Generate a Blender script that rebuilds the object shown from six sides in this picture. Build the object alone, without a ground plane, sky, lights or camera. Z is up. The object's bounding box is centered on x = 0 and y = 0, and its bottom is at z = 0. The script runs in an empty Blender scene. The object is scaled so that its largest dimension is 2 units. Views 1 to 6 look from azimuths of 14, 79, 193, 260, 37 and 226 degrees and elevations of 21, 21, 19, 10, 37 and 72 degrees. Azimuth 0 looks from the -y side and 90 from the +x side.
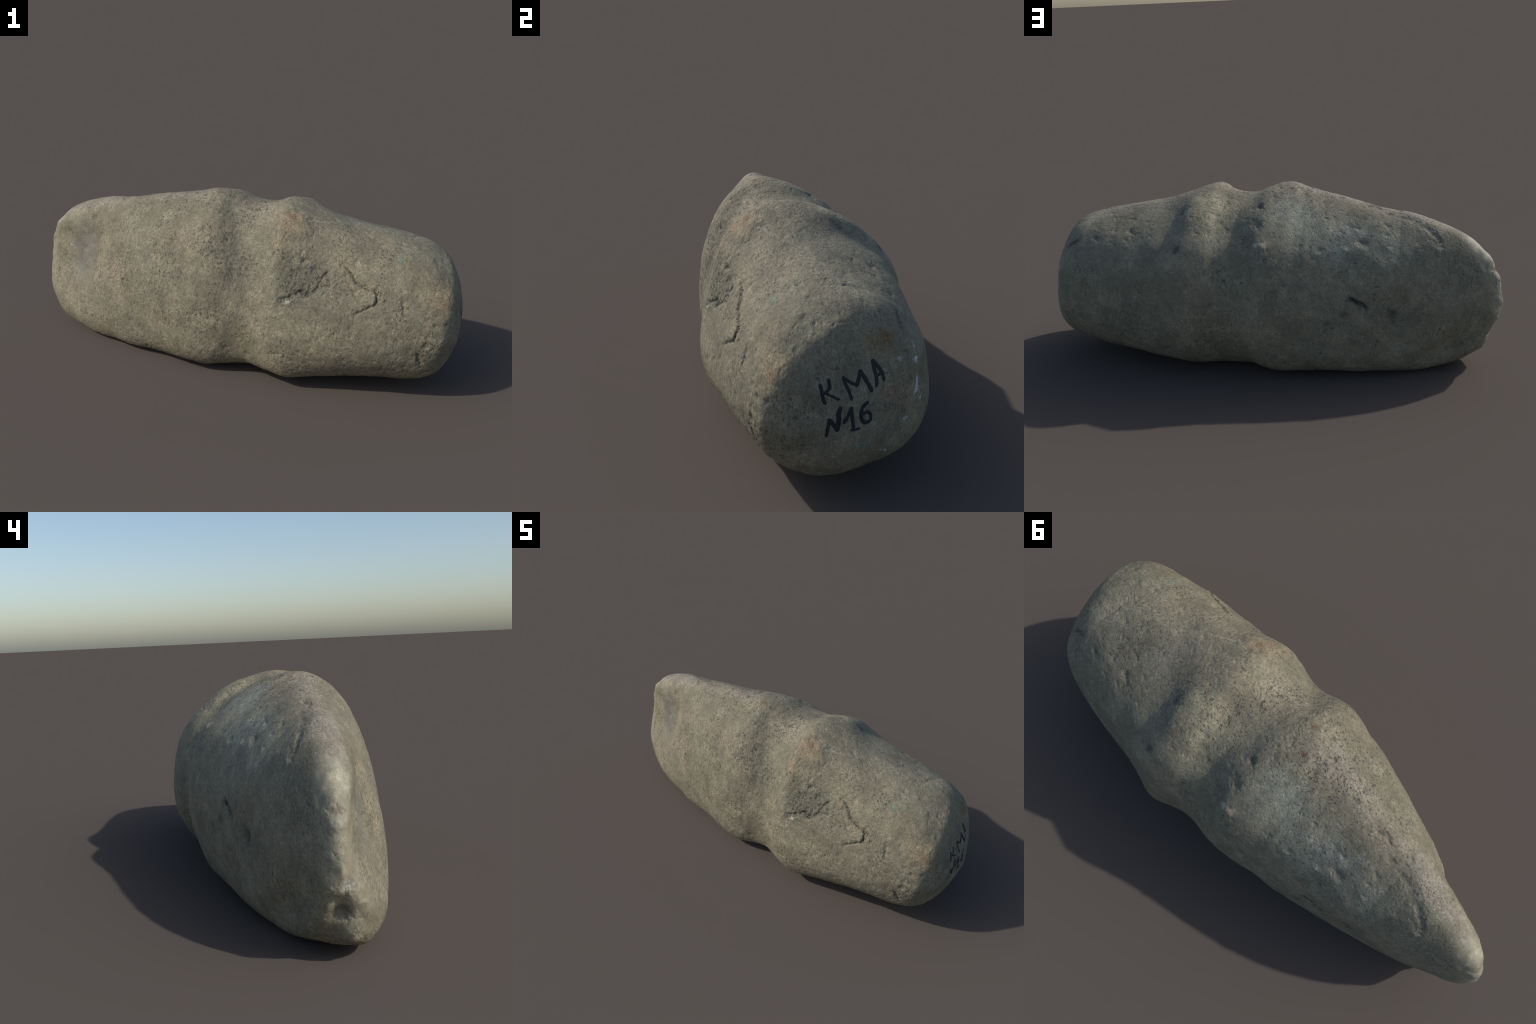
# A ground and pecked stone axe head lying on its side: a thin wedge-shaped blade (-x),
# a hafting groove pecked all the way round its waist between two ridges, and a blunt,
# nearly flat poll (+x) that carries a collection mark in ink.
#
# The body is a loft.  Rays leave a spine that runs along x; over the waist they stand
# square to the spine, and round either end they fan out until they point along it.
# Each station of the loft is one cross-section: eighteen reaches round the clock
# (0 = back, +y; then top, front, belly), as a fraction of a plain ellipse.
import bpy, math, random
import numpy as np
from mathutils import Vector
from mathutils.bvhtree import BVHTree
from mathutils.kdtree import KDTree

random.seed(7)
rng = np.random.default_rng(7)

# ------------------------------------------------------------------ cross-sections
# (spine x, fan angle in degrees): reaches
BLADE = [  # the bit, then the widening blade
    (-0.58, -90, (1.041, 1.041, 1.041, 1.041, 1.041, 1.041, 1.041, 1.041, 1.041, 1.041, 1.041, 1.041, 1.041, 1.041, 1.041, 1.041, 1.041, 1.041)),
    (-0.58, -78, (1.027, 1.024, 1.025, 1.028, 1.030, 1.030, 1.028, 1.026, 1.026, 1.029, 1.036, 1.046, 1.054, 1.060, 1.059, 1.053, 1.044, 1.034)),
    (-0.58, -64, (.984, .968, .986, 1.021, 1.051, 1.053, 1.050, .989, .967, .981, 1.053, 1.118, 1.092, 1.030, 1.030, 1.059, 1.053, 1.025)),
    (-0.58, -50, (.952, .920, .951, .996, 1.051, 1.062, 1.048, .889, .891, .888, 1.017, 1.187, 1.198, 1.155, 1.098, 1.101, 1.018, .974)),
    (-0.58, -36, (.929, .903, .926, .980, 1.048, 1.055, .988, .868, .798, .796, .969, 1.218, 1.281, 1.191, 1.141, 1.131, .969, .967)),
    (-0.58, -22, (.939, .921, .935, .982, 1.039, 1.051, .960, .791, .757, .775, .987, 1.284, 1.248, 1.013, 1.075, 1.159, 1.054, .990)),
    (-0.58, -10, (1.002, .987, .985, .990, 1.046, 1.076, .985, .857, .836, .947, 1.136, 1.319, 1.252, 1.025, 1.051, 1.196, 1.174, 1.042)),
    (-0.58, 0, (1.036, 1.094, 1.048, 1.019, 1.069, 1.108, 1.056, .969, .974, 1.060, 1.236, 1.371, 1.229, 1.018, 1.051, 1.215, 1.300, 1.132)),
    (-0.5, 0, (1.099, 1.105, 1.029, 1.015, 1.043, 1.072, 1.060, .972, .962, 1.094, 1.238, 1.380, 1.220, 1.031, 1.053, 1.203, 1.328, 1.176)),
    (-0.42, 0, (1.121, 1.061, 1.017, .975, 1.025, 1.058, 1.036, 1.006, 1.011, 1.089, 1.218, 1.364, 1.206, 1.021, 1.026, 1.205, 1.331, 1.225)),
    (-0.34, 0, (1.146, 1.052, .997, .960, 1.004, 1.048, 1.033, 1.039, 1.029, 1.089, 1.204, 1.326, 1.203, .989, 1.026, 1.186, 1.329, 1.244)),
    (-0.26, 0, (1.150, 1.061, .988, .960, .979, 1.030, 1.026, 1.046, 1.041, 1.085, 1.203, 1.317, 1.194, .981, 1.016, 1.158, 1.335, 1.258)),
    (-0.19, 0, (1.190, 1.074, .987, .943, .981, 1.028, 1.045, 1.018, 1.023, 1.092, 1.218, 1.330, 1.180, 1.021, 1.029, 1.177, 1.330, 1.235)),
    (-0.125, 0, (1.222, 1.136, 1.040, .990, 1.011, 1.087, 1.102, 1.094, 1.077, 1.122, 1.240, 1.366, 1.168, 1.053, 1.051, 1.181, 1.362, 1.281)),
]
WAIST = [  # ridge, groove, ridge
    (-0.065, 0, (1.242, 1.185, 1.062, 1.007, 1.034, 1.089, 1.124, 1.108, 1.124, 1.153, 1.245, 1.367, 1.194, 1.056, 1.058, 1.191, 1.371, 1.310)),
    (-0.01, 0, (1.241, 1.190, 1.078, 1.022, 1.037, 1.042, 1.051, 1.065, 1.098, 1.152, 1.254, 1.326, 1.188, 1.069, 1.067, 1.195, 1.334, 1.323)),
    (0.05, 0, (1.218, 1.116, 1.039, .994, .962, .978, 1.001, .987, 1.045, 1.131, 1.199, 1.281, 1.181, 1.075, 1.076, 1.183, 1.261, 1.300)),
    (0.11, 0, (1.203, 1.105, 1.013, .976, .953, .980, .989, 1.015, 1.033, 1.091, 1.202, 1.273, 1.155, 1.077, 1.086, 1.192, 1.253, 1.258)),
    (0.17, 0, (1.218, 1.125, 1.033, .977, .971, 1.020, 1.030, 1.058, 1.077, 1.121, 1.243, 1.326, 1.131, 1.069, 1.095, 1.196, 1.259, 1.266)),
    (0.23, 0, (1.294, 1.206, 1.117, 1.049, 1.045, 1.091, 1.145, 1.161, 1.121, 1.199, 1.345, 1.376, 1.108, 1.041, 1.086, 1.203, 1.331, 1.334)),
    (0.3, 0, (1.346, 1.271, 1.146, 1.077, 1.049, 1.071, 1.129, 1.129, 1.122, 1.204, 1.395, 1.428, 1.105, 1.002, 1.031, 1.150, 1.380, 1.418)),
]
POLL = [  # the butt, then its blunt face
    (0.38, 0, (1.287, 1.246, 1.058, .977, .990, 1.025, 1.053, 1.074, 1.090, 1.193, 1.385, 1.384, 1.143, 1.050, 1.070, 1.178, 1.346, 1.360)),
    (0.47, 0, (1.215, 1.180, 1.052, .973, .942, .979, 1.037, 1.055, 1.081, 1.197, 1.351, 1.328, 1.172, 1.099, 1.100, 1.169, 1.311, 1.295)),
    (0.56, 0, (1.193, 1.140, 1.033, .957, .938, .978, 1.003, 1.027, 1.070, 1.189, 1.308, 1.283, 1.156, 1.098, 1.104, 1.157, 1.256, 1.252)),
    (0.65, 0, (1.154, 1.103, 1.022, .946, .944, .968, .991, 1.028, 1.094, 1.186, 1.273, 1.242, 1.148, 1.107, 1.111, 1.150, 1.202, 1.204)),
    (0.65, 10, (1.125, 1.077, 1.003, .946, .926, .944, .983, 1.025, 1.070, 1.155, 1.248, 1.222, 1.148, 1.124, 1.114, 1.127, 1.183, 1.178)),
    (0.65, 22, (1.128, 1.096, 1.009, .966, .939, .951, 1.007, 1.054, 1.090, 1.170, 1.231, 1.253, 1.190, 1.159, 1.125, 1.098, 1.179, 1.163)),
    (0.65, 36, (1.136, 1.110, 1.032, 1.004, .996, 1.007, 1.047, 1.113, 1.167, 1.227, 1.271, 1.271, 1.237, 1.189, 1.155, 1.169, 1.221, 1.199)),
    (0.65, 50, (1.076, 1.049, 1.023, 1.003, 1.005, 1.019, 1.051, 1.106, 1.151, 1.185, 1.217, 1.182, 1.176, 1.152, 1.130, 1.172, 1.171, 1.123)),
    (0.65, 64, (1.015, .986, .957, .955, .977, .998, 1.025, 1.046, 1.068, 1.075, 1.091, 1.079, 1.085, 1.086, 1.085, 1.084, 1.059, 1.041)),
    (0.65, 78, (.986, .974, .979, .962, .960, .959, .964, .982, .989, .994, 1.004, 1.003, 1.014, 1.017, 1.019, 1.012, .996, .996)),
    (0.65, 90, (.988, .988, .988, .988, .988, .988, .988, .988, .988, .987, .987, .987, .987, .987, .987, .987, .987, .987)),
]

STATIONS = BLADE + WAIST + POLL
HOURS = 18

# the plain ellipse that the reaches scale: centre and half axes along the spine
SPINE_X = (-1.0, -0.58, -0.2, 0.2, 0.65, 1.0)
CENTRE_Y = (.015, .015, -.01, -.01, -.01, -.01)
CENTRE_Z = (.33, .33, .38, .39, .37, .37)
HALF_Y = (.20, .20, .28, .29, .28, .28)
HALF_Z = (.30, .31, .37, .36, .32, .32)
NOSE_BLADE, NOSE_POLL = .40, .35
WEDGE = .6               # how much the blade thins towards its edge
BIT_LEAN = .045          # the bit sits a little towards the back

PER_STATION, PER_HOUR = 26, 34


def cubic_weights(t, n, closed):
    """matrix of Catmull-Rom weights that takes n control values to the places t"""
    m = np.zeros((len(t), n))
    for row, u in enumerate(t):
        i = int(math.floor(u))
        if not closed:
            i = min(max(i, 0), n - 2)
        f = u - i
        w = (-.5 * f + f * f - .5 * f ** 3, 1 - 2.5 * f * f + 1.5 * f ** 3,
             .5 * f + 2 * f * f - 1.5 * f ** 3, -.5 * f * f + .5 * f ** 3)
        for k, wk in zip(range(i - 1, i + 3), w):
            if closed:
                m[row, k % n] += wk
            elif k < 0:
                m[row, 0] += 2 * wk
                m[row, 1] -= wk
            elif k > n - 1:
                m[row, n - 1] += 2 * wk
                m[row, n - 2] -= wk
            else:
                m[row, k] += wk
    return m


def body_grid():
    reach = np.array([s[2] for s in STATIONS])
    n = len(STATIONS)
    rows = (n - 1) * PER_STATION + 1
    cols = HOURS * PER_HOUR
    along = cubic_weights(np.linspace(0, n - 1, rows), n, False)
    # past either end the sections carry on through the pole to the opposite side
    half = HOURS // 2
    beyond = np.vstack([np.roll(reach[1], -half), reach, np.roll(reach[-2], -half)])
    through = cubic_weights(np.linspace(1, n, rows), n + 2, False)
    around = cubic_weights(np.arange(cols) / PER_HOUR, HOURS, True)
    x = np.clip(along @ np.array([s[0] for s in STATIONS]), STATIONS[0][0], STATIONS[-1][0])
    fan = np.radians(np.clip(along @ np.array([s[1] for s in STATIONS], float), -90, 90))
    cy, cz, a, b = (np.interp(x, SPINE_X, v)[:, None] for v in (CENTRE_Y, CENTRE_Z, HALF_Y, HALF_Z))
    nose = np.where(fan < 0, NOSE_BLADE, NOSE_POLL)[:, None]
    th = np.arange(cols) / cols * 2 * math.pi
    r = through @ beyond @ around.T
    fan = fan[:, None]
    p = np.empty((rows, cols, 3))
    p[..., 0] = x[:, None] + r * nose * np.sin(fan)
    wedge = np.where(fan < 0, np.cos(fan) * (1 - WEDGE + WEDGE * np.cos(fan)), np.cos(fan))
    p[..., 1] = cy + r * a * wedge * np.cos(th) - BIT_LEAN * np.minimum(np.sin(fan), 0)
    p[..., 2] = cz + r * b * np.cos(fan) * np.sin(th)
    for end in (0, -1):
        p[end] = p[end].mean(0)
    return p


def grid_normals(p):
    along = np.gradient(p, axis=0)
    around = np.roll(p, -1, 1) - np.roll(p, 1, 1)
    n = np.cross(around, along)
    n /= np.linalg.norm(n, axis=-1, keepdims=True) + 1e-12
    n *= np.sign((n * (p - p.mean((0, 1)))).sum(-1).mean())
    n[0], n[-1] = (-1, 0, 0), (1, 0, 0)
    return n


# ------------------------------------------------------------------ noise for the relief
PERM = np.tile(rng.permutation(256), 3)
GRAD = rng.normal(size=(256, 3))
GRAD /= np.linalg.norm(GRAD, axis=1, keepdims=True)


def perlin(p):
    i = np.floor(p).astype(np.int64)
    f = p - i
    w = f * f * f * (f * (f * 6 - 15) + 10)
    i &= 255
    out = 0
    for dx in (0, 1):
        for dy in (0, 1):
            for dz in (0, 1):
                h = PERM[PERM[PERM[i[:, 0] + dx] + i[:, 1] + dy] + i[:, 2] + dz]
                d = (GRAD[h] * (f - (dx, dy, dz))).sum(1)
                out = out + d * (w[:, 0] if dx else 1 - w[:, 0]) * (w[:, 1] if dy else 1 - w[:, 1]) * (w[:, 2] if dz else 1 - w[:, 2])
    return out * 1.5


def fade(lo, hi, v):
    t = np.clip((v - lo) / (hi - lo), 0, 1)
    return t * t * (3 - 2 * t)


# ------------------------------------------------------------------ cracks, scars, pits (places on the stone)
# line, half width, depth: cut into the surface (negative depth stands proud)
CRACKS = {
    "flake_edge": ([(.481, -.261, .582), (.512, -.259, .573), (.530, -.261, .562), (.545, -.271, .538), (.565, -.278, .518), (.590, -.285, .505), (.618, -.288, .503), (.642, -.292, .500), (.648, -.300, .485)], .0065, .010),
    "flake_tip": ([(.642, -.292, .500), (.647, -.300, .485), (.652, -.310, .465), (.641, -.317, .450), (.618, -.322, .436), (.600, -.324, .425)], .0065, .007),
    "flake_nick": ([(.541, -.302, .476), (.562, -.298, .480), (.572, -.293, .490)], .006, .005),
    "flake_hollow": ([(.597, -.315, .450), (.620, -.316, .452)], .010, .005),
    "scar": ([(.258, -.349, .424), (.301, -.341, .434), (.319, -.329, .453), (.350, -.321, .462), (.370, -.321, .452), (.392, -.317, .467)], .0090, .010),
    "scar_rise": ([(.392, -.317, .467), (.415, -.309, .490), (.423, -.301, .511), (.429, -.291, .533), (.448, -.283, .548)], .0080, .008),
    "scar_spur": ([(.417, -.308, .492), (.449, -.305, .496), (.466, -.305, .492)], .0065, .006),
    "scar_head": ([(.454, -.259, .593), (.481, -.261, .582)], .0055, .005),
    "poll_fissure": ([(.744, -.277, .507), (.757, -.294, .467), (.764, -.307, .418), (.768, -.309, .385)], .007, .006),
    "rim_fissure": ([(.833, -.306, .260), (.844, -.299, .232), (.854, -.281, .189)], .008, .009),
    "blade_fissure": ([(-.112, -.306, .500), (-.104, -.314, .475), (-.101, -.317, .462)], .005, .005),
    "vein": ([(.304, -.175, .731), (.341, -.147, .716), (.402, -.115, .702)], .006, .004),
    "top_crease": ([(.725, -.05, .655), (.745, -.018, .654), (.755, -.005, .653), (.766, .033, .645), (.778, .083, .631)], .010, .005),
    "rim_notch": ([(.817, .173, .565), (.850, .167, .552), (.873, .169, .534)], .010, .009),
    "slit": ([(-.385, .268, .382), (-.405, .267, .370), (-.425, .264, .356), (-.454, .259, .341)], .007, .011),
    "bruise": ([(-.540, .232, .320), (-.556, .229, .303), (-.561, .232, .276), (-.548, .239, .258)], .014, .010),
    "bruise_foot": ([(-.518, .250, .246), (-.553, .241, .217), (-.530, .248, .206)], .006, .003),
    "crest_crack": ([(-.560, .045, .662), (-.610, .049, .656), (-.646, .060, .644), (-.682, .076, .627), (-.707, .091, .610), (-.730, .105, .588), (-.743, .125, .557)], .014, .0035),
    "top_chip": ([(-.425, .008, .700), (-.463, 0, .691), (-.511, 0, .680)], .008, .006),
    "side_hollow": ([(.566, .181, .613), (.545, .188, .61), (.518, .196, .606)], .012, .006),
    "groove_floor": ([(.05, -.30, .52), (.037, -.319, .454), (-.002, -.346, .318), (.0, -.345, .24)], .045, .007),
    "groove_floor_behind": ([(.09, .14, .70), (.10, .21, .65), (.10, .28, .57)], .040, .007),
    "blade_swell": ([(-.40, -.124, .653), (-.465, -.159, .558), (-.497, -.192, .436)], .050, -.007),
    "blade_shoulder": ([(-.075, -.272, .626), (-.12, -.30, .54), (-.11, -.328, .40)], .030, -.004),
    "poll_shoulder": ([(.19, -.25, .62), (.24, -.31, .52), (.255, -.33, .47)], .030, -.005),
    "hollow_rim": ([(-.666, -.072, .585), (-.613, -.127, .513), (-.628, -.145, .435), (-.655, -.154, .351), (-.675, -.162, .28), (-.735, -.147, .229), (-.825, -.105, .198)], .026, -.005),
    "poll_rim": ([(.893, -.001, .604), (.909, -.04, .595), (.919, -.09, .566), (.928, -.14, .537), (.936, -.204, .493), (.937, -.252, .430), (.936, -.274, .394), (.929, -.285, .330), (.915, -.275, .24)], .032, -.007),
    "heel": ([(-.55, .20, .09), (-.70, .17, .10), (-.82, .13, .14)], .045, .009),
    "scar_far": ([(.466, -.305, .492), (.500, -.302, .488), (.541, -.302, .476)], .0055, .0045),
    "flake_branch": ([(.600, -.324, .425), (.578, -.333, .400), (.572, -.340, .375)], .0055, .0045),
    "head_branch": ([(.454, -.259, .593), (.430, -.265, .585), (.400, -.275, .570)], .0065, .005),
    "foot_branch": ([(.652, -.310, .465), (.672, -.312, .440), (.676, -.318, .415)], .005, .004),
    "edge_nick": ([(-.915, .085, .175), (-.945, .055, .168), (-.960, .030, .160), (-.950, .005, .150)], .018, .004),
    "edge_hairline": ([(-.955, .018, .20), (-.95, .005, .165), (-.945, .0, .14)], .004, .004),
}
# place, radius, depth
PITS = [
    ((-.415, .262, .352), .014, .005), ((-.535, .240, .285), .012, .005), ((-.565, .228, .300), .012, .006), ((-.525, .246, .235), .010, .004),
    ((-.76, -.085, .44), .070, .005), ((-.76, -.10, .31), .060, .004), ((-.82, -.05, .36), .070, .004),
    ((.342, -.278, .583), .011, .007), ((.390, -.283, .560), .010, .006), ((.442, -.286, .543), .013, .008), ((.477, -.285, .535), .008, .005),
    ((.308, -.302, .519), .012, .006), ((.547, -.236, .595), .009, .006), ((.262, -.356, .403), .010, .004), ((.586, -.330, .417), .009, .005),
    ((-.644, -.101, .509), .010, .005), ((-.683, -.108, .368), .011, .005), ((-.745, -.076, .424), .008, .003), ((-.908, -.035, .271), .009, .003),
    ((-.561, -.199, .342), .009, .006), ((-.574, -.187, .377), .009, .005), ((-.754, -.059, .520), .010, .003), ((-.858, -.021, .474), .010, .003),
    ((-.703, -.063, .569), .015, .010), ((-.754, -.067, .415), .012, .003),
    ((-.461, -.205, .443), .012, .004),
    ((-.514, -.178, .490), .009, .004), ((-.068, -.251, .646), .011, .005), ((-.001, -.246, .622), .013, .006),
    ((-.094, -.338, .302), .014, .005), ((-.023, -.330, .244), .011, .005), ((-.600, -.059, .640), .010, .004),
    ((.895, -.288, .382), .010, .007), ((.879, -.251, .155), .010, .006), ((.735, -.196, .599), .011, .006),
    ((.339, -.270, .581), .012, .006), ((.309, -.306, .541), .014, .006), ((.199, -.262, .623), .012, .005),
    ((.394, -.268, .551), .012, .006), ((.932, -.263, .385), .008, .005), ((.289, -.294, .580), .012, .006),
    ((-.383, .128, .640), .016, .004), ((-.429, .172, .589), .018, .006), ((-.264, .218, .566), .010, .005),
    ((-.303, .275, .434), .007, .004), ((-.300, .289, .379), .007, .004), ((-.178, -.022, .758), .010, .005),
    ((-.445, .270, .222), .008, .004), ((-.528, .039, .670), .013, .006), ((.003, .120, .717), .013, .009),
    ((-.006, .196, .660), .018, .006), ((.323, .302, .576), .020, .006), ((.340, .138, .692), .018, .010),
    ((.566, .176, .617), .014, .006), ((.726, .186, .583), .009, .005), ((.564, .265, .541), .008, .004),
    ((-.446, .004, .695), .010, .004), ((-.573, -.007, .672), .008, .004), ((-.676, .033, .651), .008, .003),
    ((-.957, .061, .437), .020, .008), ((-.174, .021, .746), .016, .005),
]
# lines, middle, reach, height and fade on the left (above) and on the right of the line
LEDGES = [
    (("flake_edge", "flake_tip"), (.57, -.29, .49), .17, -.0015, .02, .0050, .045),
    (("scar", "scar_rise"), (.35, -.31, .50), .16, -.0065, .05, .0020, .03),
]
BUMPS = [((.299, -.347, .418), .012, .004), ((-.03, .272, .592), .018, .005), ((-.364, .203, .562), .012, .004),
         ((-.732, .132, .55), .014, .004), ((-.985, .058, .235), .020, .007), ((-.925, .010, .075), .022, .008), ((-.962, .071, .415), .022, .004)]


def carve(p, nrm, rough):
    """relief on the smooth body: lumps, grain, cracks, pits"""
    shape = p.shape
    v, n = p.reshape(-1, 3), nrm.reshape(-1, 3)
    rough = rough.reshape(-1)
    h = .0024 * perlin(v * 7 + 3.1) + .0012 * perlin(v * 21 + 11.7) + .0008
    pecked = .0010 * perlin(v * np.array((38, 46, 34)) + 5.3)
    stretch = v * np.array((95, 110, 80))
    pecked += .0010 * perlin(stretch + 17.9)
    g = perlin(v * 62 + 40.2)
    pecked -= .0030 * fade(.28, .75, g)            # little dents between the grains
    broken = np.exp(-(np.linalg.norm((v - (.36, -.31, .51)) / (.10, .10, .085), axis=1)) ** 2)
    h += .72 * pecked * rough * (1 + 1.3 * broken)
    tree = KDTree(len(v))
    for k, c in enumerate(v):
        tree.insert(c, k)
    tree.balance()
    wob = .6 * perlin(v * 55 + 80.5) + .6 * perlin(v * 120 + 8.5)

    warp = np.stack([perlin(v * 46 + o) + .5 * perlin(v * 100 + o) for o in (1.7, 21.3, 57.9)], 1)
    vw = v + .0065 * warp          # cracks wander from grain to grain

    def near(c, r):
        return np.array([k for _, k, _ in tree.find_range(c, r)], dtype=np.int64)

    for line, width, depth in CRACKS.values():
        line = [Vector(q) for q in line]
        broad = width > .022        # swells and rims stay even, cracks are ragged
        at, ragged = (v, .15) if broad else (vw, .9)
        best = {}
        for a, b in zip(line[:-1], line[1:]):
            ids = near((a + b) / 2, (b - a).length / 2 + 3 * width)
            if not len(ids):
                continue
            d = np.array(b - a)
            t = np.clip(((at[ids] - a) @ d) / (d @ d), 0, 1)
            dist = np.linalg.norm(at[ids] - (np.array(a) + t[:, None] * d), axis=1)
            for k, q in zip(ids, dist):
                if q < best.get(k, 9):
                    best[k] = q
        ids = np.fromiter(best.keys(), np.int64)
        dist = np.fromiter(best.values(), float)
        ends = np.minimum(np.linalg.norm(v[ids] - line[0], axis=1), np.linalg.norm(v[ids] - line[-1], axis=1))
        w = width * (1 + ragged * wob[ids]) * (.45 + .55 * fade(0, 3 * width, ends))
        h[ids] -= depth * (.5 + .5 * fade(0, 2.5 * width, ends)) * np.exp(-(dist / w) ** 2)
    for c, r, depth in PITS + [(c, r, -d) for c, r, d in BUMPS]:
        ids = near(c, 2.6 * r)
        if len(ids):
            dist = np.linalg.norm(v[ids] - c, axis=1) / r * (1 + (.5 if r < .05 else .04) * wob[ids])
            h[ids] -= depth * np.exp(-dist ** 2)
    # the bit's edge is battered into a wavy, knobbly ridge
    off = np.min([np.linalg.norm(v - q, axis=1) for a, b in zip(BIT_EDGE[:-1], BIT_EDGE[1:]) for q in np.linspace(a, b, 5)], axis=0)
    h += fade(.075, .02, off) * (.0060 * perlin(v * 17 + 71.2) + .0012 * perlin(v * 40 + 12.4))
    # broken ledges: the stone is higher on the left of each line than on its right
    for name, centre, reach, left, fade_left, right, fade_right in LEDGES:
        line = np.array([q for n in name for q in CRACKS[n][0]])
        ids = near(centre, reach)
        q = vw[ids][:, (0, 2)]
        side, gap = np.zeros(len(ids)), np.full(len(ids), 9.)
        for a, b in zip(line[:-1, (0, 2)], line[1:, (0, 2)]):
            d = b - a
            if d @ d < 1e-9:
                continue
            t = np.clip(((q - a) @ d) / (d @ d), 0, 1)
            far = np.linalg.norm(q - a - t[:, None] * d, axis=1)
            s = d[0] * (q[:, 1] - a[1]) - d[1] * (q[:, 0] - a[0])
            side, gap = np.where(far < gap, s, side), np.minimum(gap, far)
        step = np.where(side > 0, left * np.exp(-gap / fade_left), right * np.exp(-gap / fade_right))
        h[ids] += step * fade(reach, .55 * reach, np.linalg.norm(v[ids] - centre, axis=1))
    cell = np.linalg.norm(np.cross(np.gradient(p, axis=0), np.roll(p, -1, 1) - p), axis=-1).reshape(-1)
    crowd = .25 + sum(np.exp(-(((v - c) / s) ** 2).sum(1) * 1.4) for c, s in PITTED) + .5 * fade(.1, .6, perlin(v * 6.5 + 33.3))
    odds = cell * crowd
    for k in rng.choice(len(v), 2100, replace=False, p=odds / odds.sum()):
        if rng.random() > rough[k]:
            continue
        r = .0042 + .0085 * rng.random() ** 2.2
        ids = near(v[k], 2.2 * r)
        h[ids] -= rng.uniform(.12, .34) * r * np.exp(-(np.linalg.norm(vw[ids] - vw[k], axis=1) / r * (1 + .5 * wob[ids])) ** 2)
    return (v + n * h[:, None]).reshape(shape)


# ------------------------------------------------------------------ materials
class Nodes:
    def __init__(self, name):
        self.mat = bpy.data.materials.new(name)
        self.mat.use_nodes = True
        self.t = self.mat.node_tree
        self.bsdf = self.t.nodes["Principled BSDF"]
        self.pos = self.t.nodes.new("ShaderNodeTexCoord").outputs["Object"]

    def put(self, socket, value):
        if hasattr(value, "is_output"):
            self.t.links.new(value, socket)
        elif isinstance(value, tuple) and len(value) == 3 and socket.type == "RGBA":
            socket.default_value = (*value, 1)
        else:
            socket.default_value = value

    def math(self, op, a, b=0.0, c=0.0, clamp=False):
        n = self.t.nodes.new("ShaderNodeMath")
        n.operation, n.use_clamp = op, clamp
        for s, v in zip(n.inputs, (a, b, c)):
            self.put(s, v)
        return n.outputs[0]

    def vmath(self, op, a, b=(0, 0, 0), out="Vector"):
        n = self.t.nodes.new("ShaderNodeVectorMath")
        n.operation = op
        self.put(n.inputs[0], a)
        self.put(n.inputs["Scale"] if op == "SCALE" else n.inputs[1], b)
        return n.outputs[out]

    def ramp(self, v, lo, hi):
        n = self.t.nodes.new("ShaderNodeMapRange")
        n.interpolation_type = "SMOOTHSTEP"
        for s, x in zip(n.inputs, (v, lo, hi, 0.0, 1.0)):
            self.put(s, x)
        return n.outputs[0]

    def noise(self, scale, detail=2.0, rough=.5, at=None, out="Fac"):
        n = self.t.nodes.new("ShaderNodeTexNoise")
        self.put(n.inputs["Vector"], at or self.pos)
        for k, x in (("Scale", scale), ("Detail", detail), ("Roughness", rough)):
            n.inputs[k].default_value = x
        return n.outputs[out]

    def cells(self, scale, at=None, out="Color"):
        n = self.t.nodes.new("ShaderNodeTexVoronoi")
        self.put(n.inputs["Vector"], at or self.pos)
        n.inputs["Scale"].default_value = scale
        return n.outputs[out]

    def stretch(self, s):
        n = self.t.nodes.new("ShaderNodeMapping")
        self.put(n.inputs["Vector"], self.pos)
        n.inputs["Scale"].default_value = s
        return n.outputs[0]

    def mix(self, fac, a, b, mode="MIX"):
        n = self.t.nodes.new("ShaderNodeMix")
        n.data_type, n.blend_type = "RGBA", mode
        self.put(n.inputs[0], fac)
        self.put(n.inputs[6], a)
        self.put(n.inputs[7], b)
        return n.outputs[2]

    def spot(self, centre, radius, at=None):
        """1 in the middle, falling to 0 at the radius (one number, or one per axis)"""
        if not isinstance(radius, tuple):
            radius = (radius,) * 3
        d = self.vmath("SUBTRACT", at or self.pos, centre)
        d = self.vmath("MULTIPLY", d, tuple(1 / r for r in radius))
        return self.ramp(self.vmath("LENGTH", d, out="Value"), 1.0, .25)

    def streak(self, line, radius, at=None):
        """1 along a broken line, falling to 0 at the radius"""
        at = at or self.pos
        best = None
        for a, b in zip(line[:-1], line[1:]):
            a, b = Vector(a), Vector(b)
            ab = b - a
            ap = self.vmath("SUBTRACT", at, tuple(a))
            t = self.math("DIVIDE", self.vmath("DOT_PRODUCT", ap, tuple(ab), out="Value"), ab.length_squared, clamp=True)
            n = self.t.nodes.new("ShaderNodeVectorMath")
            n.operation = "SCALE"
            n.inputs[0].default_value = tuple(ab)
            self.put(n.inputs["Scale"], t)
            d = self.vmath("LENGTH", self.vmath("SUBTRACT", ap, n.outputs[0]), out="Value")
            best = d if best is None else self.math("MINIMUM", best, d)
        return self.ramp(best, radius, radius * .25)


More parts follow.
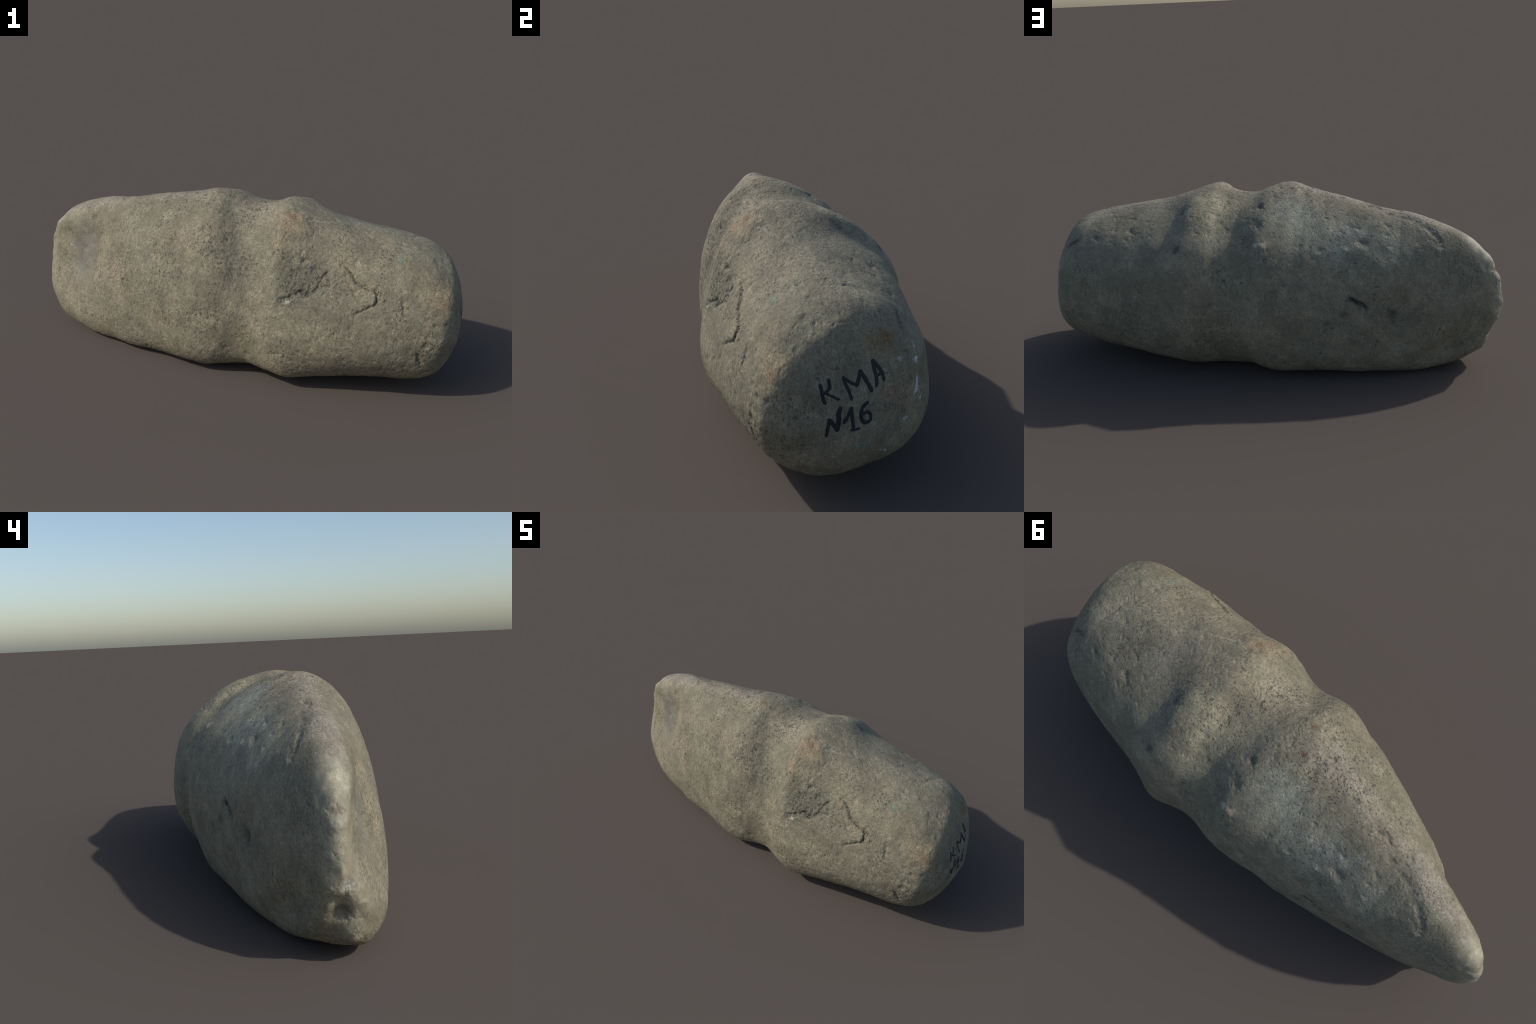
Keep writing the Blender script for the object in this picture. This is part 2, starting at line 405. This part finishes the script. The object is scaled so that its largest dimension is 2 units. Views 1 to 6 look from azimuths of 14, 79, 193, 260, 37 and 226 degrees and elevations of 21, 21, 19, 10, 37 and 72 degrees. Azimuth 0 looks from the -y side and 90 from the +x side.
# patches of colour: (kind of mask, place, size, colour, strength)
GREY, TAN, COOL = (.204, .186, .125), (.230, .199, .132), (.178, .174, .124)
DARK_SPECK, DARK_PIT = (.062, .060, .050), (.045, .042, .036)
PALE_SPECK, INK = (.42, .40, .34), (.017, .020, .024)
WARM, RUST, STAIN_AND_SHADE, SHADE_BLUE = (.300, .230, .135), (.270, .155, .090), (.100, .093, .070), (.125, .135, .125)
BIT_EDGE = [(-.90, .05, .56), (-.96, .065, .45), (-.985, .06, .34), (-.99, .05, .24), (-.95, .01, .12)]
# where the dark pits crowd
PITTED = [((.33, -.30, .53), (.16, .14, .14)), ((-.05, -.27, .60), (.16, .12, .20)), ((-.25, -.04, .74), (.35, .09, .09)),
          ((.16, .18, .68), (.18, .14, .12)), ((.60, .16, .61), (.18, .10, .08)), ((.88, -.26, .30), (.07, .08, .18))]
PATCHES = [
    # grey-green ground flank lightened with baked-in light, dull brownish poll, pinkish ridge of the blade
    ("spot", (-.34, .17, .60), (.48, .16, .16), (.300, .292, .215), .75),
    ("spot", (.45, .04, .68), (.14, .16, .08), (.215, .195, .145), .55),
    ("streak", [(-.14, -.04, .765), (-.45, -.01, .69), (-.75, .01, .63)], .09, (.262, .224, .165), .55),
    ("spot", (.76, .07, .63), (.14, .13, .08), (.300, .270, .185), .65),
    # worn warm ridges either side of the groove, front and top
    ("spot", (.09, -.12, .72), (.13, .10, .09), (.295, .255, .180), .75),
    ("spot", (.265, -.20, .72), (.08, .10, .10), WARM, .8),
    ("spot", (.235, -.275, .65), (.05, .05, .08), WARM, .6),
    ("spot", (.265, -.188, .736), .030, RUST, .75),
    ("spot", (.250, -.225, .70), .022, RUST, .5),
    ("spot", (.90, -.24, .47), (.11, .09, .12), WARM, .55),
    ("spot", (.922, -.245, .462), (.020, .020, .034), (.29, .17, .085), .6),
    ("spot", (.81, -.21, .56), (.09, .09, .07), WARM, .35),
    ("spot", (-.20, -.06, .74), (.16, .08, .06), (.285, .245, .185), .55),
    ("spot", (-.55, -.20, .37), (.07, .07, .12), (.27, .22, .155), .55),
    ("spot", (-.455, -.23, .41), (.06, .06, .09), (.190, .160, .100), .65),
    ("spot", (-.457, -.246, .298), (.06, .06, .08), (.190, .160, .100), .6),
    ("spot", (.107, -.337, .212), (.07, .05, .07), (.220, .200, .110), .6),
    # soft shade painted into the front of the groove; dark stain round the flake scar
    ("spot", (.065, -.295, .505), (.11, .12, .14), STAIN_AND_SHADE, .45),
    ("spot", (-.005, -.27, .60), (.10, .10, .09), STAIN_AND_SHADE, .3),
    ("spot", (-.02, -.33, .40), (.12, .08, .14), STAIN_AND_SHADE, .25),
    ("spot", (.32, -.32, .51), (.11, .10, .10), STAIN_AND_SHADE, .6),
    ("spot", (.41, -.28, .55), (.10, .08, .06), STAIN_AND_SHADE, .5),
    ("spot", (.47, -.34, .42), (.20, .08, .12), STAIN_AND_SHADE, .35),
    ("streak", [(.258, -.349, .426), (.301, -.341, .436), (.319, -.329, .455), (.350, -.321, .464), (.370, -.321, .454), (.392, -.317, .469)], .019, (.045, .045, .040), .6),
    ("streak", [(.392, -.317, .469), (.415, -.309, .492), (.423, -.301, .511), (.448, -.283, .548)], .016, (.050, .050, .045), .5),
    ("streak", [(.512, -.259, .573), (.545, -.271, .538), (.565, -.278, .518), (.590, -.285, .505), (.642, -.292, .500), (.652, -.310, .465)], .010, (.050, .048, .042), .6),
    ("spot", (.442, -.286, .543), .020, (.060, .058, .050), .7),
    ("streak", [(.652, -.310, .465), (.641, -.317, .450), (.618, -.322, .436)], .010, (.07, .068, .058), .6),
    ("streak", [(.744, -.277, .507), (.757, -.294, .467), (.764, -.307, .418)], .010, (.06, .06, .05), .6),
    ("streak", [(.833, -.306, .260), (.844, -.299, .232), (.854, -.281, .189)], .011, (.04, .04, .035), .8),
    ("spot", (.299, -.347, .420), .013, (.42, .40, .34), .8),
    ("streak", [(.304, -.175, .731), (.341, -.147, .716), (.380, -.125, .706)], .009, (.36, .34, .28), .5),
    ("spot", (.722, -.191, .608), .018, (.18, .27, .19), .7),
    # back of the groove: pecked band with baked light painted in, between hollows painted with bluish sky shade
    ("spot", (.20, .13, .71), (.15, .13, .12), (.360, .320, .205), .8),
    ("spot", (.20, .24, .62), (.11, .10, .12), (.340, .305, .200), .75),
    ("streak", [(.01, .11, .715), (.035, .19, .66), (.03, .25, .60)], .075, SHADE_BLUE, .2),
    ("streak", [(.345, .13, .695), (.36, .22, .64), (.345, .30, .57)], .065, SHADE_BLUE, .2),
    ("spot", (.323, .300, .576), (.024, .024, .034), (.060, .052, .048), .8),
    ("spot", (.340, .138, .692), .018, (.060, .065, .062), .75),
    ("spot", (.003, .120, .717), .016, (.055, .060, .058), .75),
    ("spot", (.566, .178, .615), .017, (.080, .080, .075), .6),
    ("spot", (.726, .186, .583), .014, (.070, .075, .075), .7),
    ("streak", [(.817, .173, .565), (.850, .167, .552), (.873, .169, .534)], .013, (.075, .075, .065), .7),
    ("spot", (.263, .208, .677), .016, RUST, .8),
    ("spot", (.238, .259, .624), .016, RUST, .7),
    ("spot", (.262, .06, .745), .018, (.20, .12, .07), .6),
    ("spot", (-.007, .267, .595), .014, (.50, .47, .38), .8),
    ("streak", [(-.03, .272, .590), (-.08, .248, .61)], .020, (.34, .29, .19), .6),
    ("spot", (-.15, .12, .69), (.16, .12, .12), (.320, .320, .245), .75),  # back top of the blade, baked-in light painted as a paler tone
    ("spot", (-.38, .15, .61), (.10, .07, .06), (.165, .175, .170), .6),
    ("spot", (-.429, .172, .589), .016, (.10, .10, .09), .6),
    ("spot", (-.364, .203, .562), .014, (.42, .42, .38), .7),
    # back of the blade
    ("spot", (-.358, .282, .314), (.028, .03, .026), (.075, .050, .038), .85),
    ("spot", (-.297, .304, .282), .018, (.085, .060, .045), .8),
    ("spot", (-.425, .264, .350), .028, (.065, .066, .062), .55),
    ("spot", (-.560, .230, .300), .026, (.060, .062, .060), .55),
    ("streak", [(-.385, .268, .382), (-.454, .259, .341)], .014, (.03, .033, .035), .9),
    ("streak", [(-.540, .232, .320), (-.558, .229, .303), (-.558, .234, .27)], .022, (.045, .05, .055), .85),
    ("spot", (-.57, .23, .30), (.14, .08, .10), (.185, .165, .110), .5),
    ("streak", [(-.61, .049, .656), (-.682, .076, .627), (-.736, .105, .588)], .020, (.12, .118, .105), .45),
    ("spot", (-.735, .132, .548), .013, (.45, .45, .42), .8),
    ("spot", (-.114, .000, .767), (.022, .016, .018), (.15, .085, .05), .8),
    ("spot", (-.179, -.023, .758), .012, (.07, .06, .05), .8),
    ("spot", (-.072, -.088, .775), (.020, .022, .020), (.17, .095, .05), .75),
    # bit: ground grey facet in front, pale polished edge
    ("spot", (-.76, -.08, .42), (.13, .13, .21), (.168, .160, .136), .75),
    ("spot", (-.80, .10, .35), (.16, .08, .22), (.190, .185, .130), .5),
    ("streak", [(-.645, -.09, .56), (-.615, -.125, .51), (-.63, -.145, .43), (-.66, -.155, .34), (-.68, -.16, .28), (-.735, -.147, .229)], .036, (.265, .225, .155), .65),
    ("streak", [(-.62, -.01, .665), (-.80, .02, .61), (-.90, .05, .55)], .07, (.285, .250, .200), .6),
    ("streak", BIT_EDGE, .07, (.330, .305, .215), .85),
    ("spot", (-.999, .042, .256), .030, (.46, .46, .40), .7),
    ("spot", (-.965, .071, .415), .028, (.40, .40, .35), .7),
    ("spot", (-.957, .061, .440), (.02, .02, .03), (.13, .11, .09), .7),
    ("spot", (-.940, .050, .175), (.05, .05, .045), (.110, .105, .090), .7),
    ("spot", (-.703, -.063, .569), .014, (.07, .07, .065), .8),
    # poll face: rusty stain, brown tinge, chalky scuffs along the far rim
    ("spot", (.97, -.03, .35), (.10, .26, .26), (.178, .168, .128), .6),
    ("spot", (.930, .085, .525), (.06, .09, .06), (.200, .145, .070), .75),
    ("spot", (.917, .100, .541), (.03, .022, .022), (.230, .110, .025), .7),
    ("spot", (.965, .120, .37), (.06, .07, .10), (.220, .170, .105), .6),
    ("spot", (.98, .03, .18), (.06, .12, .06), (.210, .180, .125), .5),
    ("spot", (.970, .095, .385), .016, (.24, .11, .06), .6),
    ("spot", (.967, -.100, .502), (.03, .04, .03), (.19, .13, .09), .6),
    ("spot", (.944, -.162, .148), .026, (.17, .085, .06), .7),
    ("spot", (.992, .012, .224), (.03, .04, .028), (.150, .205, .200), .6),
    ("spot", (.892, .199, .485), (.010, .006, .022), (.55, .60, .60), .8),
    ("spot", (.912, .199, .445), .013, (.55, .60, .60), .85),
    ("spot", (.935, .141, .466), .012, (.55, .58, .57), .85),
    ("streak", [(.928, .200, .385), (.933, .197, .36), (.940, .187, .345)], .010, (.55, .60, .62), .85),
    ("spot", (.930, .211, .319), (.007, .007, .012), (.55, .60, .62), .8),
    ("spot", (.966, .151, .279), .011, (.55, .58, .58), .85),
    ("streak", [(.980, .060, .195), (.979, .082, .190)], .006, (.50, .58, .58), .8),
    ("spot", (.962, .005, .501), .007, (.45, .48, .48), .7),
]


def reaches(kind, place, size, lo, hi):
    """does this patch touch the stretch of the stone from lo to hi along x?"""
    r = (size[0] if isinstance(size, tuple) else size) + .06
    xs = [q[0] for q in place] if kind == "streak" else [place[0]]
    return max(xs) + r > lo and min(xs) - r < hi


def stone_material(part, lo, hi):
    s = Nodes("pecked_greenish_grey_stone_" + part)
    big = s.noise(3.2, 3, .55)
    mid = s.noise(11, 3, .6)
    c = s.mix(s.ramp(big, .36, .66), GREY, TAN)
    c = s.mix(s.math("MULTIPLY", s.ramp(mid, .50, .72), .45), c, COOL)
    # wobble the masks so that no patch has a clean edge
    w = s.vmath("SUBTRACT", s.noise(24, 3, .65, out="Color"), (.5, .5, .5))
    at = s.vmath("ADD", s.pos, s.vmath("SCALE", w, .075))
    w2 = s.vmath("SUBTRACT", s.noise(95, 3, .65, out="Color"), (.5, .5, .5))
    tight = s.vmath("ADD", s.pos, s.vmath("SCALE", w2, .030))
    for kind, place, size, colour, strength in PATCHES:
        if not reaches(kind, place, size, lo, hi):
            continue
        m = (s.spot if kind == "spot" else s.streak)(place, size, at if (max(size) if isinstance(size, tuple) else size) > .035 else tight)
        c = s.mix(s.math("MULTIPLY", m, strength), c, colour)
    # the grain: fine crystals, streaky mottling, clusters of dark pits, a few pale specks
    smooth = s.math("MAXIMUM", s.spot((-.76, -.09, .42), (.13, .13, .24)), s.streak(BIT_EDGE, .11))
    smooth = s.math("MAXIMUM", smooth, s.math("MULTIPLY", s.ramp(s.vmath("DOT_PRODUCT", s.pos, (0, 1, 0), out="Value"), .10, .22), .35))
    keep = s.math("SUBTRACT", 1.0, s.math("MULTIPLY", smooth, .55))
    cell = s.t.nodes.new("ShaderNodeSeparateColor")
    s.put(cell.inputs[0], s.cells(190, s.stretch((1.0, 1.2, .8))))
    fine = s.noise(190, 3, .75)
    streaky = s.noise(52, 4, .68, s.stretch((1.25, 1.0, .65)))
    k = s.math("MULTIPLY_ADD", cell.outputs[0], .36, .82)
    k = s.math("MULTIPLY", k, s.math("MULTIPLY_ADD", fine, 1.3, .35))
    k = s.math("MULTIPLY", k, s.math("MULTIPLY_ADD", streaky, 1.1, .45))
    k = s.math("MULTIPLY_ADD", s.math("SUBTRACT", k, 1.0), keep, 1.0)
    k = s.math("MULTIPLY", k, s.math("MULTIPLY_ADD", s.noise(13, 4, .65), 1.0, .50))
    c = s.vmath("MULTIPLY", c, s.scalar(k))
    hue = s.noise(30, 3, .6, s.vmath("ADD", s.pos, (7.7, 1.3, 3.1)))
    c = s.mix(s.math("MULTIPLY", s.ramp(hue, .52, .70), .35), c, (.225, .175, .120))
    c = s.mix(s.math("MULTIPLY", s.ramp(hue, .46, .30), .30), c, (.165, .165, .125))
    stain = s.math("MULTIPLY", s.ramp(s.noise(7.5, 5, .72, s.vmath("ADD", s.pos, (5.1, .4, 2.6))), .48, .60), .45)
    c = s.mix(stain, c, (.145, .125, .088))
    crowd = s.ramp(s.noise(6.5, 3, .6, s.vmath("ADD", s.pos, (2.2, 9.1, 5.5))), .42, .66)
    for place, size in PITTED:
        if not reaches("spot", place, size, lo, hi):
            continue
        crowd = s.math("MAXIMUM", crowd, s.spot(place, size, at))
    crowd = s.math("MULTIPLY_ADD", crowd, .85, .15)
    blotch = s.ramp(s.noise(24, 4, .7, s.vmath("ADD", s.pos, (3.3, 6.2, 8.8))), .54, .68)
    c = s.mix(s.math("MULTIPLY", s.math("MULTIPLY", blotch, crowd), .42), c, (.105, .108, .095))
    speck = s.ramp(s.noise(120, 3, .65, s.stretch((.9, 1.1, .75))), .57, .68)
    pit = s.ramp(s.noise(58, 3, .62, s.stretch((1.0, 1.1, .8))), .60, .70)
    speck = s.math("MULTIPLY", s.math("MULTIPLY", speck, keep), s.math("MULTIPLY_ADD", crowd, .55, .25))
    pit = s.math("MULTIPLY", s.math("MULTIPLY", pit, keep), crowd)
    c = s.mix(speck, c, DARK_SPECK)
    c = s.mix(s.math("MULTIPLY", pit, .72), c, DARK_PIT)
    pale_speck = s.math("MULTIPLY", s.ramp(s.noise(140, 2, .5, s.vmath("ADD", s.pos, (4.1, 2.2, .7))), .68, .80), keep)
    c = s.mix(s.math("MULTIPLY", pale_speck, .5), c, PALE_SPECK)
    s.put(s.bsdf.inputs["Base Color"], c)
    s.put(s.bsdf.inputs["Roughness"], s.math("MULTIPLY_ADD", smooth, -.26, .78))
    s.bsdf.inputs["Specular IOR Level"].default_value = .35
    b = s.t.nodes.new("ShaderNodeBump")
    b.inputs["Strength"].default_value = .8
    b.inputs["Distance"].default_value = .0035
    hgt = s.math("ADD", s.math("MULTIPLY", s.math("ADD", fine, streaky), .6), s.math("MULTIPLY", s.math("MAXIMUM", speck, pit), -1.1))
    hgt = s.math("MULTIPLY", s.math("MULTIPLY_ADD", cell.outputs[1], .4, hgt), keep)
    s.put(b.inputs["Height"], hgt)
    s.put(s.bsdf.inputs["Normal"], b.outputs[0])
    return s.mat


def scalar(self, k):
    n = self.t.nodes.new("ShaderNodeCombineXYZ")
    for i in n.inputs:
        self.put(i, k)
    return n.outputs[0]


Nodes.scalar = scalar


def ink_material():
    s = Nodes("blue_black_ink")
    worn = s.ramp(s.noise(130, 3, .7), .56, .72)
    c = s.mix(s.math("MULTIPLY", worn, .45), INK, (.075, .078, .075))
    s.put(s.bsdf.inputs["Base Color"], c)
    s.bsdf.inputs["Roughness"].default_value = .7
    s.bsdf.inputs["Specular IOR Level"].default_value = .3
    return s.mat


# ------------------------------------------------------------------ build the stone
base = body_grid()
normal = grid_normals(base)
x, y, z = base[..., 0], base[..., 1], base[..., 2]
# pecked and rough on front and top, ground smooth on the back, the poll face and the bit
rough = .52 + .48 * fade(.12, -.10, y + .25 * (z - .6))
rough *= 1 - .65 * fade(.93, .97, x)
rough *= 1 - .75 * fade(-.80, -.93, x)
facet = np.exp(-(((x + .75) / .10) ** 2 + ((y + .08) / .12) ** 2 + ((z - .42) / .17) ** 2))
rough *= 1 - .55 * facet
stone = carve(base, normal, rough)
lo, hi = stone.reshape(-1, 3).min(0), stone.reshape(-1, 3).max(0)
stone -= ((lo[0] + hi[0]) / 2, (lo[1] + hi[1]) / 2, 0)
stone[..., 2] = np.maximum(stone[..., 2], .0006 * perlin(stone.reshape(-1, 3) * 15).reshape(x.shape) + .0012)   # it rests on its belly
stone[..., 2] -= stone[..., 2].min()
stone[..., 0] *= 2 / np.ptp(stone[..., 0])
rows, cols = stone.shape[:2]
shade = grid_normals(stone)

root = bpy.data.objects.new("grooved_stone_axe_head", None)
root.empty_display_size = .2
root["label"] = "grey-green pecked stone axe head with a hafting groove and inked letters"
root["category"] = "stone axe"
bpy.context.collection.objects.link(root)
INK_MAT = ink_material()


def add_mesh(name, verts, faces, mat, parent, normals=None):
    me = bpy.data.meshes.new(name)
    me.from_pydata(verts, [], faces)
    me.shade_smooth()
    me.materials.append(mat)
    me.update()
    if normals is not None:
        me.normals_split_custom_set_from_vertices(normals)
    ob = bpy.data.objects.new(name, me)
    ob.parent = parent
    bpy.context.collection.objects.link(ob)
    return ob


def strip(first, last):
    """the rows first..last of the loft as vertices, faces and normals; end rows close to a point"""
    idx = np.arange(first, last + 1)
    v = stone[idx].reshape(-1, 3)
    n = shade[idx].reshape(-1, 3)
    i, j = np.meshgrid(np.arange(len(idx) - 1), np.arange(cols), indexing="ij")
    j2 = (j + 1) % cols
    f = np.stack([i * cols + j, i * cols + j2, (i + 1) * cols + j2, (i + 1) * cols + j], -1).reshape(-1, 4).tolist()
    if first == 0:
        f[:cols] = [(0, cols + (k + 1) % cols, cols + k) for k in range(cols)]
    if last == rows - 1:
        top = (len(idx) - 1) * cols
        f[-cols:] = [(top, top - cols + k, top - cols + (k + 1) % cols) for k in range(cols)]
    used = np.zeros(len(v), bool)
    for q in f[:cols] + f[-cols:]:
        used[list(q)] = True
    used[cols:-cols] = True
    new = np.cumsum(used) - 1
    return v[used], [tuple(int(new[k]) for k in q) for q in f], n[used]


cut_a, cut_b = len(BLADE) * PER_STATION, (len(BLADE) + len(WAIST) - 1) * PER_STATION
parts = {}
for name, first, last in (("blade", 0, cut_a), ("hafting_groove", cut_a, cut_b), ("poll", cut_b, rows - 1)):
    v, f, n = strip(first, last)
    # faces run so that their normals look outward
    a, b, c = (v[k] for k in f[len(f) // 2][:3])
    if np.dot(np.cross(b - a, c - a), n[f[len(f) // 2][0]]) < 0:
        f = [q[::-1] for q in f]
    parts[name] = add_mesh(name, v, f, stone_material(name, v[:, 0].min(), v[:, 0].max()), root, n)

# ------------------------------------------------------------------ the ink mark on the poll
poll = parts["poll"].data
tree = BVHTree.FromPolygons([q.co.copy() for q in poll.vertices], [tuple(q.vertices) for q in poll.polygons])
# pen strokes as (y, z) on the poll face, with the width of the pen
INK_MARK = [
    ("ink_letter", [([(-.117, .444), (-.114, .424), (-.111, .402), (-.106, .388)], .013),
                    ([(-.092, .456), (-.090, .436), (-.096, .427), (-.107, .419)], .012),
                    ([(-.104, .421), (-.087, .408), (-.064, .393)], .008)]),
    ("ink_letter", [([(-.027, .391), (-.033, .414), (-.042, .437), (-.046, .455)], .012),
                    ([(-.045, .453), (-.028, .438), (-.008, .425)], .010),
                    ([(-.007, .426), (.001, .446), (.006, .464)], .013),
                    ([(.006, .464), (.016, .447), (.028, .423), (.036, .404)], .013)]),
    ("ink_letter", [([(.054, .414), (.056, .434), (.053, .459), (.050, .480)], .014),
                    ([(.050, .481), (.064, .464), (.077, .442), (.081, .422)], .013),
                    ([(.058, .438), (.074, .441)], .010)]),
    ("ink_letter", [([(-.103, .277), (-.099, .304), (-.096, .331)], .013),
                    ([(-.095, .333), (-.084, .316), (-.071, .294)], .015),
                    ([(-.071, .294), (-.066, .325), (-.067, .347), (-.061, .364)], .016)]),
    ("ink_numeral", [([(-.050, .316), (-.039, .336), (-.029, .362)], .013),
                     ([(-.029, .362), (-.027, .333), (-.023, .295)], .012),
                     ([(-.030, .288), (-.019, .288), (-.007, .292)], .009)]),
    ("ink_numeral", [([(.020, .370), (.008, .362), (.000, .343), (.002, .320), (.012, .308)], .015),
                     ([(.012, .308), (.027, .311), (.031, .328), (.020, .340), (.006, .338)], .012)]),
]


def stroke(line, width, lift):
    """a pen stroke laid on the poll face, slightly proud of it, with round ends"""
    pts = [np.array(q) for q in line]
    dense = []
    w = cubic_weights(np.linspace(0, len(pts) - 1, 14 * (len(pts) - 1) + 1), len(pts), False)
    dense = w @ np.array(pts)
    tan = np.gradient(dense, axis=0)
    tan /= np.linalg.norm(tan, axis=1, keepdims=True)
    dense = np.vstack([dense[0] - tan[0] * width * .45, dense, dense[-1] + tan[-1] * width * .45])
    tan = np.vstack([tan[:1], tan, tan[-1:]])
    side = np.stack([-tan[:, 1], tan[:, 0]], 1)
    across = np.linspace(-1, 1, 9)
    verts, faces = [], []
    for k, (q, s) in enumerate(zip(dense, side)):
        half = width * .58 * (.35 if k in (0, len(dense) - 1) else .93) * (1 + random.uniform(-.13, .13))
        for a in across:
            yy, zz = q + s * a * half
            hit, nn, _, _ = tree.ray_cast(Vector((1.4, yy, zz)), Vector((-1, 0, 0)))
            verts.append(hit + nn * (lift * (1 - abs(a) ** 3) - .0006))
    m = len(across)
    for k in range(len(dense) - 1):
        for a in range(m - 1):
            faces.append((k * m + a, k * m + a + 1, (k + 1) * m + a + 1, (k + 1) * m + a))
    return verts, faces


for name, lines in INK_MARK:
    verts, faces = [], []
    for k, (line, width) in enumerate(lines):
        v, f = stroke(line, width, .0014 + .0003 * k)
        faces += [tuple(i + len(verts) for i in q) for q in f]
        verts += v
    add_mesh(name, verts, faces, INK_MAT, parts["poll"])
